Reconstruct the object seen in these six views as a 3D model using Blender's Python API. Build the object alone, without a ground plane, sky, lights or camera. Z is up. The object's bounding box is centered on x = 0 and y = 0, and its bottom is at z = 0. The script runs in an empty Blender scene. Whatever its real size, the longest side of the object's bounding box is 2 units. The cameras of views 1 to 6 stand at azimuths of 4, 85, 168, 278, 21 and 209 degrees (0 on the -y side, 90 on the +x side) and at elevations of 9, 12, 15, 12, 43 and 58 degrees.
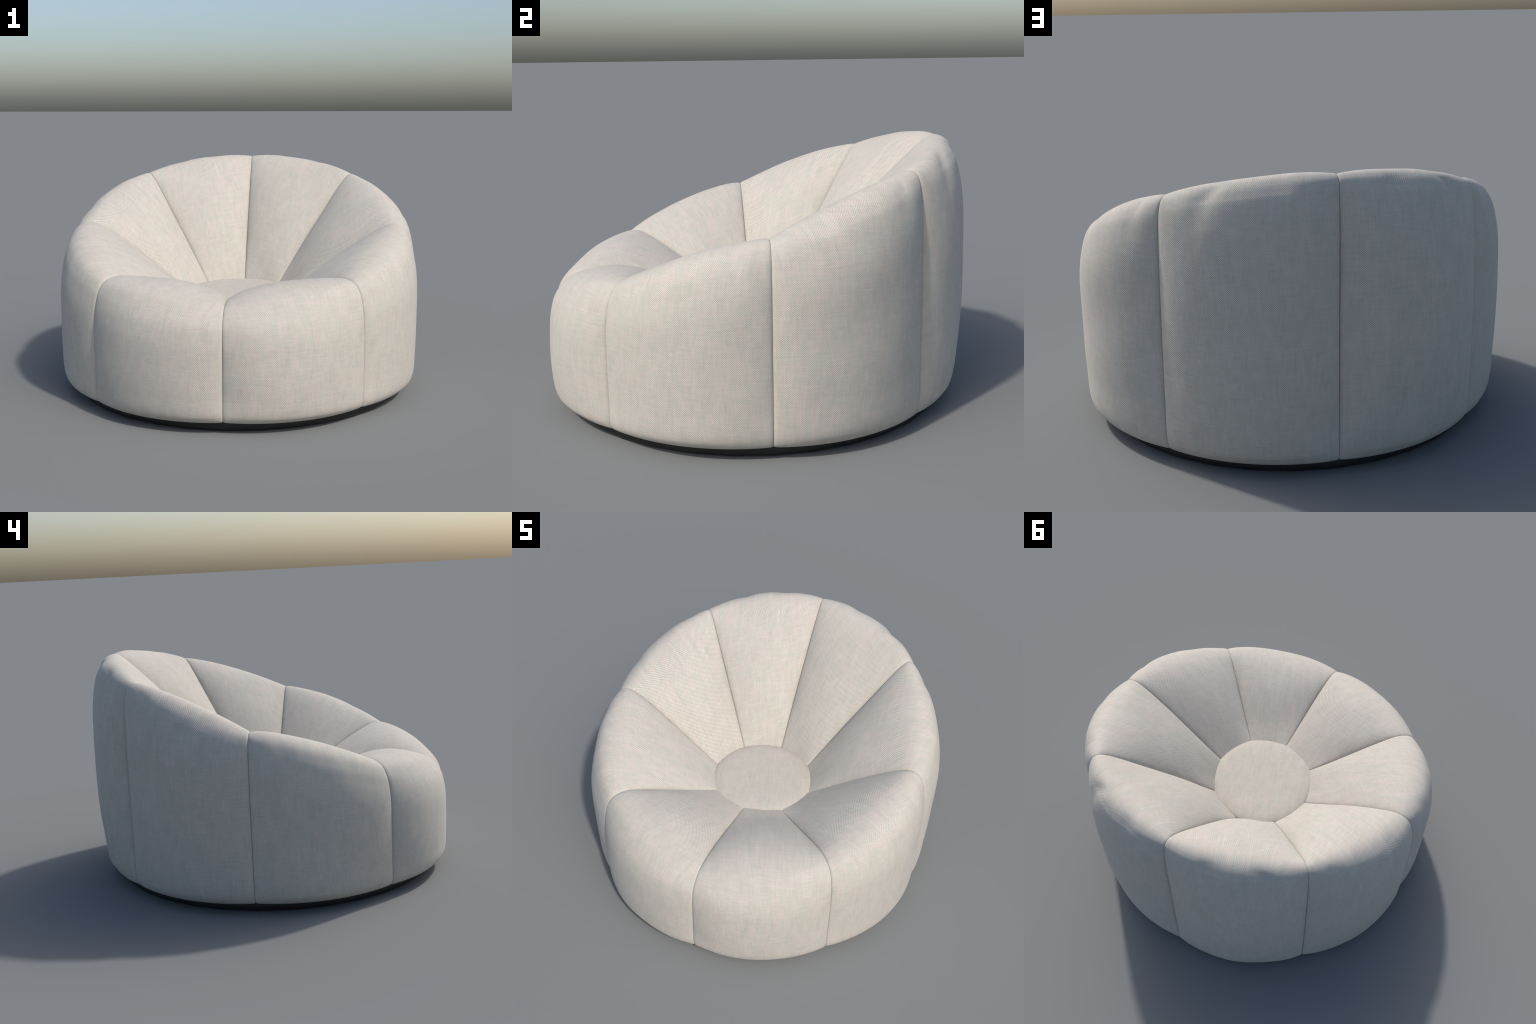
# Round channel-tufted lounge chair: eight pillowy fabric panels around a
# centre button, rising from a low front to a tall back, on a black plinth.
import bpy, math
import numpy as np

# ---------------------------------------------------------------- profiles
# Radial seam profiles (radius, height) from under the cushion, up the outer
# wall, over the rim and down the seat slope to the centre button. One per
# 45 degrees from the front seam (0) to the back seam (180); left/right mirror.
SEAM = {
    0: [(.88, .058), (.959, .060), (.976, .089), (.976, .19), (.976, .33), (.974, .45), (.960, .53),
        (.925, .58), (.88, .609), (.81, .622), (.72, .617), (.60, .598), (.45, .568), (.28, .535)],
    45: [(.88, .058), (.957, .060), (.973, .089), (.975, .20), (.976, .36), (.973, .51), (.962, .59),
         (.946, .645), (.91, .691), (.835, .711), (.72, .680), (.56, .62), (.42, .57), (.28, .527)],
    90: [(.88, .058), (.959, .061), (.981, .101), (.983, .25), (.982, .47), (.978, .68), (.970, .78),
         (.953, .86), (.925, .905), (.88, .923), (.82, .905), (.634, .78), (.47, .655), (.275, .51)],
    135: [(.88, .058), (.953, .061), (.969, .101), (.972, .30), (.971, .55), (.969, .85), (.965, 1.0),
          (.955, 1.10), (.937, 1.145), (.907, 1.161), (.86, 1.138), (.66, .925), (.47, .72), (.28, .51)],
    180: [(.88, .058), (.951, .061), (.964, .101), (.963, .33), (.960, .65), (.960, .97), (.957, 1.11),
          (.950, 1.20), (.937, 1.243), (.907, 1.258), (.86, 1.228), (.66, .99), (.47, .75), (.28, .495)],
}
# Pillow height at the middle of a panel, at profile stations, front to back.
STATION = [0, 1, 2, 3, 5, 7, 9, 10, 11, 12.2, 13]
PUFF = [
    [0, -.001, .031, .056, .039, .010, .036, .094, .102, .018, .004],
    [0, -.002, .032, .040, .044, .026, .032, .076, .076, .034, .006],
    [0, -.001, .038, .040, .058, .027, -.014, .066, .122, .054, .008],
    [0, .001, .021, .075, .074, .031, -.010, .074, .102, .088, .010],
]
# The left-hand arm is stuffed a little fuller over the rim.
FULLER = {5: .009, 6: .004}
# Puckers where the cloth is gathered over the rim: (place across the panel
# from the front edge -1 to the rear edge +1, depth, half width, slant)
PUCKER = [
    [],
    [(-.35, .003, .10, .3), (.60, .005, .09, -.2)],
    [(-.40, .006, .09, -.6), (.66, .008, .10, .6)],
    [(-.38, .014, .105, 1.2), (.36, .011, .12, -.6)],
]
NSEG, PER, NT = 13, 11, 73


def through(points, n):
    """Centripetal Catmull-Rom curve through the points, n samples a span."""
    p = np.array(points, float)
    q = np.vstack([2 * p[0] - p[1], p, 2 * p[-1] - p[-2]])
    out = []
    for i in range(1, len(q) - 2):
        a, b, c, d = q[i - 1:i + 3]
        ta, tb, tc = (np.linalg.norm(v) ** .5 for v in (b - a, c - b, d - c))
        m1 = ((b - a) / ta - (c - a) / (ta + tb) + (c - b) / tb) * tb
        m2 = ((c - b) / tb - (d - b) / (tb + tc) + (d - c) / tc) * tb
        t = np.linspace(0, 1, n, endpoint=False)[:, None]
        out.append((2 * t**3 - 3 * t**2 + 1) * b + (t**3 - 2 * t**2 + t) * m1
                   + (-2 * t**3 + 3 * t**2) * c + (t**3 - t**2) * m2)
    return np.vstack(out + [p[-1:]])


CURVE = {k: through(v, PER) for k, v in SEAM.items()}


def profile_at(az):
    """Profile at any azimuth, smooth round the chair, mirror symmetric."""
    a = abs((az + 180) % 360 - 180)
    i = int(min(a // 45, 3))
    t = a / 45 - i
    p0, p1, p2, p3 = (CURVE[(abs(j) if j <= 4 else 8 - j) * 45] for j in (i - 1, i, i + 1, i + 2))
    return .5 * (2 * p1 + (p2 - p0) * t + (2 * p0 - 5 * p1 + 4 * p2 - p3) * t * t
                 + (3 * p1 - p0 - 3 * p2 + p3) * t**3)


def smoothed(v, width):
    k = np.exp(-.5 * (np.arange(-3 * width, 3 * width + 1) / width) ** 2)
    k /= k.sum()
    e = np.concatenate([2 * v[0] - v[1:3 * width + 1][::-1], v, 2 * v[-1] - v[-3 * width - 1:-1][::-1]])
    return np.convolve(e, k, "valid")


def lumps(x, y, z, seed):
    """Soft stuffing unevenness: a few random long waves."""
    rng = np.random.default_rng(seed)
    total = np.zeros_like(x)
    for _ in range(14):
        d = rng.normal(size=3)
        d *= rng.uniform(9, 24) / np.linalg.norm(d)
        total += np.sin(d[0] * x + d[1] * y + d[2] * z + rng.uniform(0, 6.28))
    return total / 14 ** .5


def panel_grid(k):
    """Outer surface of panel k (front seam = azimuth 45 k), chair frame."""
    kind = min(k, 7 - k)
    u = np.linspace(-1, 1, NT)
    t = np.sign(u) * (1 - (1 - abs(u)) ** 1.7)
    az = 45 * k + 22.5 + 22.5 * t
    prof = np.stack([profile_at(a) for a in az], 1)              # s, t, (r, z)
    r, z = prof[..., 0], prof[..., 1]
    gap = np.clip(abs(t) - .9, 0, 1) / .1 * .0005                # seam gap
    ang = np.radians(az)[None, :] - np.sign(t)[None, :] * gap / np.maximum(r, .2)
    grid = np.stack([r * np.sin(ang), -r * np.cos(ang), z], -1)
    n = np.cross(np.gradient(grid, t, axis=1), np.gradient(grid, axis=0))
    n /= np.linalg.norm(n, axis=-1, keepdims=True)
    s = np.arange(grid.shape[0]) / PER
    puff = smoothed(np.interp(s, STATION, PUFF[kind]), 9)
    puff += FULLER.get(k, 0) * np.exp(-.5 * ((s - 9.3) / 1.1) ** 2)
    puff[:4] *= np.linspace(0, 1, 4)
    pillow = (1 - t * t) ** .74
    h = puff[:, None] * pillow[None, :]
    face = grid + n * h[..., None]
    # stretch the cloth taut over the inner edge of the rim, away from seams
    w = (.5 * pillow[None, :] * np.exp(-((s - 10) / 1.6)[:, None] ** 4))[..., None]
    for _ in range(90):
        face[1:-1] += w[1:-1] * (.5 * (face[:-2] + face[2:]) - face[1:-1])
    # stitched crease right at the seam
    d = (1 - abs(t))[None, :] * math.radians(22.5) * r
    dent = -.0035 * np.exp(-(d / .005))
    # gathered puckers over the rim
    f = t if k < 4 else -t
    for place, depth, wide, slant in PUCKER[kind]:
        mid = 7.6
        run = (s - mid) / np.where(s < mid, .9, .75)
        along = np.exp(-.5 * run ** 2)[:, None]
        off = (f[None, :] - place - slant * .05 * (s[:, None] - mid)) / wide
        # a crease with one steeper lip
        shape = np.exp(-.5 * np.where(off > 0, off * 1.25, off) ** 2)
        dent -= depth * along * shape * np.clip(d / .03, 0, 1)
    x, y, zz = grid[..., 0], grid[..., 1], grid[..., 2]
    dent += .0016 * lumps(x, y, zz, 40 + k) * np.clip(d / .05, 0, 1) * np.clip(s - 1, 0, 1)[:, None]
    return face + n * dent[..., None], n


# ---------------------------------------------------------------- materials
class Nodes:
    def __init__(self, name):
        self.mat = bpy.data.materials.new(name)
        self.mat.use_nodes = True
        self.tree = self.mat.node_tree
        self.shader = self.tree.nodes["Principled BSDF"]

    def add(self, kind, **props):
        node = self.tree.nodes.new(kind)
        for k, v in props.items():
            setattr(node, k, v)
        return node

    def put(self, socket, value):
        if isinstance(value, bpy.types.NodeSocket):
            self.tree.links.new(value, socket)
        else:
            socket.default_value = value

    def math(self, op, a, b=0.0, c=0.0):
        node = self.add("ShaderNodeMath", operation=op)
        for i, v in enumerate((a, b, c)):
            self.put(node.inputs[i], v)
        return node.outputs[0]

    def vec(self, x, y, z):
        node = self.add("ShaderNodeCombineXYZ")
        for i, v in enumerate((x, y, z)):
            self.put(node.inputs[i], v)
        return node.outputs[0]

    def remap(self, v, a, b, lo=0.0, hi=1.0, smooth=True):
        node = self.add("ShaderNodeMapRange", interpolation_type="SMOOTHSTEP" if smooth else "LINEAR")
        for i, x in enumerate((v, a, b, lo, hi)):
            self.put(node.inputs[i], x)
        return node.outputs[0]

    def mix(self, f, a, b, colour=False):
        node = self.add("ShaderNodeMix", data_type="RGBA" if colour else "FLOAT")
        ins = [s for s in node.inputs if s.enabled]
        for s, v in zip(ins, (f, a, b)):
            self.put(s, v)
        return [s for s in node.outputs if s.enabled][0]

    def noise(self, vector, scale, detail=2.0, rough=.5):
        node = self.add("ShaderNodeTexNoise")
        self.put(node.inputs["Vector"], vector)
        node.inputs["Scale"].default_value = scale
        node.inputs["Detail"].default_value = detail
        node.inputs["Roughness"].default_value = rough
        return node.outputs["Fac"]


THREAD = .0043          # width of one thread, metres
GREY = (.453, .438, .382, 1)
PINK = (.494, .446, .397, 1)


def linen(name, flat=False):
    m = Nodes(name)
    coord = m.add("ShaderNodeTexCoord")
    p = m.add("ShaderNodeSeparateXYZ")
    m.put(p.inputs[0], coord.outputs["Object"])
    x, y, z = p.outputs
    rnd = m.math("MULTIPLY", m.add("ShaderNodeObjectInfo").outputs["Random"], 37.0)
    if flat:                       # cloth lying flat on the button, on the bias
        u = m.math("MULTIPLY_ADD", x, .94, m.math("MULTIPLY", y, .34))
        v = m.math("MULTIPLY_ADD", y, .94, m.math("MULTIPLY", x, -.34))
    else:                          # panel frame: -y looks outward, x along the rim
        u = x
        # cloth length: up the wall, across the rim, then down the seat slope
        # (slope and length offset of each panel are kept on the object)
        own = [m.add("ShaderNodeAttribute", attribute_type="OBJECT", attribute_name='["%s"]' % n).outputs["Fac"]
               for n in ("cloth_slope", "cloth_length", "cloth_shear")]
        run = m.math("SQRT", m.math("MULTIPLY_ADD", own[0], own[0], 1.0))
        down = m.math("DIVIDE", m.math("SUBTRACT", m.math("MULTIPLY", own[0], z), y), run)
        seat = m.math("SUBTRACT", m.math("MULTIPLY_ADD", x, own[2], own[1]), down)
        wall = m.math("ADD", z, m.math("MAXIMUM", m.math("ADD", y, .875), 0.0))
        seam = m.remap(m.math("ABSOLUTE", m.math("ARCTAN2", x, m.math("MULTIPLY", y, -1.0))), .380, .390, 1.0, 0.0)
        v = m.mix(m.remap(y, -.875, -.85), wall, m.math("SMOOTH_MAX", wall, seat, .03))
    # plain weave: warp and weft alternate over and under
    k = math.pi / THREAD
    weave = m.math("MULTIPLY", m.math("SINE", m.math("MULTIPLY", u, k)), m.math("SINE", m.math("MULTIPLY", v, k)))
    if not flat:                   # the stitching pulls the weave tight
        weave = m.math("MULTIPLY", weave, seam)
        # and it is drawn flatter where the cloth rolls over the rim
        rolled = m.math("MULTIPLY", m.remap(y, -.95, -.89), m.remap(y, -.74, -.84))
        weave = m.math("MULTIPLY", weave, m.math("MULTIPLY_ADD", rolled, -.6, 1.0))
    # slubby two-tone yarn: patches drawn out along warp and weft
    warp = m.noise(m.vec(m.math("MULTIPLY", u, 55.0), m.math("MULTIPLY", v, 13.0), rnd), 1.0, 3.0, .6)
    weft = m.noise(m.vec(m.math("MULTIPLY", u, 13.0), m.math("MULTIPLY", v, 60.0), m.math("ADD", rnd, 9.0)), 1.0, 3.0, .6)
    pink = m.remap(m.math("MULTIPLY_ADD", weft, .6, warp), .70, .92)
    slub_a = m.noise(m.vec(m.math("MULTIPLY", u, 240.0), m.math("MULTIPLY", v, 14.0), m.math("ADD", rnd, 3.0)), 1.0, 2.0)
    slub_b = m.noise(m.vec(m.math("MULTIPLY", u, 14.0), m.math("MULTIPLY", v, 240.0), m.math("ADD", rnd, 5.0)), 1.0, 2.0)
    patch = m.noise(m.vec(m.math("MULTIPLY", u, 22.0), m.math("MULTIPLY", v, 8.0), m.math("ADD", rnd, 7.0)), 1.0, 3.0)
    tone = m.math("ADD", 1.0, m.math("MULTIPLY", weave, .25))
    tone = m.math("ADD", tone, m.math("MULTIPLY", m.math("SUBTRACT", m.math("ADD", slub_a, slub_b), 1.0), .22))
    tone = m.math("ADD", tone, m.math("MULTIPLY", m.math("SUBTRACT", patch, .5), .17))
    colour = m.mix(pink, GREY, PINK, colour=True)
    scale = m.add("ShaderNodeVectorMath", operation="SCALE")
    m.put(scale.inputs[0], colour)
    m.put(scale.inputs["Scale"], tone)
    m.put(m.shader.inputs["Base Color"], scale.outputs[0])
    bump = m.add("ShaderNodeBump")
    bump.inputs["Strength"].default_value = .22
    bump.inputs["Distance"].default_value = .0012
    m.put(bump.inputs["Height"], weave)
    m.put(m.shader.inputs["Normal"], bump.outputs[0])
    m.shader.inputs["Roughness"].default_value = .92
    m.shader.inputs["Specular IOR Level"].default_value = .18
    m.shader.inputs["Sheen Weight"].default_value = .10
    m.shader.inputs["Sheen Roughness"].default_value = .5
    return m.mat


def black_board():
    m = Nodes("black_painted_board")
    coord = m.add("ShaderNodeTexCoord")
    grain = m.noise(coord.outputs["Object"], 18.0, 4.0)
    m.put(m.shader.inputs["Base Color"], m.mix(grain, (.013, .013, .013, 1), (.020, .020, .019, 1), colour=True))
    m.put(m.shader.inputs["Roughness"], m.remap(grain, .2, .8, .45, .6))
    m.shader.inputs["Specular IOR Level"].default_value = .35
    return m.mat


# ---------------------------------------------------------------- meshes
def make_object(name, verts, faces, material, parent):
    mesh = bpy.data.meshes.new(name)
    mesh.from_pydata([tuple(v) for v in verts], [], faces)
    mesh.materials.append(material)
    mesh.polygons.foreach_set("use_smooth", [True] * len(mesh.polygons))
    mesh.update()
    obj = bpy.data.objects.new(name, mesh)
    bpy.context.scene.collection.objects.link(obj)
    obj.parent = parent
    return obj


def grid_faces(rows, cols, base=0, flip=False):
    out = []
    for i in range(rows - 1):
        for j in range(cols - 1):
            a = base + i * cols + j
            f = (a, a + 1, a + cols + 1, a + cols)
            out.append(f[::-1] if flip else f)
    return out


def cushion_panel(k, material, parent):
    """A closed, stuffed slab: pillowed face, seam allowances, inner face."""
    outer, n = panel_grid(k)
    rows, cols = outer.shape[:2]
    tuck = np.array([.010, .035])
    turn = math.radians(45 * k + 22.5)
    c, s = math.cos(-turn), math.sin(-turn)
    layers = [outer] + [outer - n * d for d in tuck]
    # the inner layers narrow a little so neighbours never touch
    verts = np.concatenate([g.reshape(-1, 3) for g in layers])
    verts = np.stack([verts[:, 0] * c - verts[:, 1] * s, verts[:, 0] * s + verts[:, 1] * c, verts[:, 2]], 1)
    size = rows * cols
    verts[2 * size:, 0] *= .985
    faces = grid_faces(rows, cols) + grid_faces(rows, cols, 2 * size, True)
    rim = [(0, j) for j in range(cols)] + [(i, cols - 1) for i in range(1, rows)] \
        + [(rows - 1, j) for j in range(cols - 2, -1, -1)] + [(i, 0) for i in range(rows - 2, 0, -1)]
    ids = [i * cols + j for i, j in rim]
    for a, b in zip(ids, ids[1:] + ids[:1]):
        for layer in (0, size):
            faces.append((b + layer, a + layer, a + layer + size, b + layer + size))
    # unused vertices of the middle layer are dropped
    used = np.zeros(len(verts), bool)
    used[[v for f in faces for v in f]] = True
    index = np.cumsum(used) - 1
    faces = [tuple(int(index[v]) for v in f) for f in faces]
    obj = make_object("cushion_panel", verts[used], faces, material, parent)
    obj.rotation_euler[2] = turn
    kind = min(k, 7 - k)
    obj["cloth_slope"] = (.15, .35, .80, 1.15)[kind]
    obj["cloth_length"] = (1.62, 1.91, 2.36, 2.67)[kind]
    obj["cloth_shear"] = (.155, .40, .56, .24)[kind] * (1 if k < 4 else -1)
    # keep the seam edge crisp and the pillow smooth
    mesh = obj.data
    border = {tuple(sorted((int(index[a]), int(index[b])))) for a, b in zip(ids, ids[1:] + ids[:1])}
    sharp = mesh.attributes.new("sharp_edge", "BOOLEAN", "EDGE")
    sharp.data.foreach_set("value", [tuple(sorted(e.vertices)) in border for e in mesh.edges])
    return obj


def lathe(name, profile, sides, material, parent, ripple=None):
    """Solid of revolution from an (r, z) profile running pole to pole."""
    verts, faces = [(0, 0, profile[0][1])], []
    for r, z in profile[1:-1]:
        for j in range(sides):
            a = math.tau * j / sides
            dz = ripple(r, a) if ripple else 0.0
            verts.append((r * math.cos(a), r * math.sin(a), z + dz))
    verts.append((0, 0, profile[-1][1]))
    rings, top = len(profile) - 2, len(verts) - 1
    at = lambda i, j: 1 + i * sides + j % sides
    for j in range(sides):
        faces.append((0, at(0, j + 1), at(0, j)))
        faces.append((top, at(rings - 1, j), at(rings - 1, j + 1)))
        for i in range(rings - 1):
            faces.append((at(i, j), at(i, j + 1), at(i + 1, j + 1), at(i + 1, j)))
    return make_object(name, verts, faces, material, parent)


# ---------------------------------------------------------------- assembly
chair = bpy.data.objects.new("lounge_armchair", None)
bpy.context.scene.collection.objects.link(chair)
chair["label"] = "round cream linen lounge chair with eight puffy radial segments"
chair["category"] = "armchair"

fabric = linen("slubby_linen")
fabric_flat = linen("slubby_linen_bias", flat=True)
board = black_board()

for k in range(8):
    cushion_panel(k, fabric, chair)

# centre button: a thin stuffed disc with a softly rounded edge
edge = [(0, .47), (.26, .47), (.290, .482), (.301, .500)]
dome = [(.304 * math.cos(a) ** .45, .508 + .050 * math.sin(a) ** .75) for a in np.linspace(.08, 1.48, 20)]
crown = [(r, .5585 + .004 * (1 - (r / .1) ** 2)) for r in (.09, .06, .03)]
crown = [(r, dome[-1][1] + .0015 * (1 - r / .12)) for r in (.075, .05, .025)] if dome[-1][0] > .08 else []
lathe("centre_button", edge + dome + crown + [(0, dome[-1][1] + .002)], 96, fabric_flat, chair)

# plinth: low black board disc, faceted rim with an eased lower edge
foot = [(0, 0), (.86, 0), (.902, .0015), (.917, .006), (.925, .014), (.928, .028), (.928, .055), (.915, .064), (0, .064)]
lathe("plinth", foot, 32, board, chair)
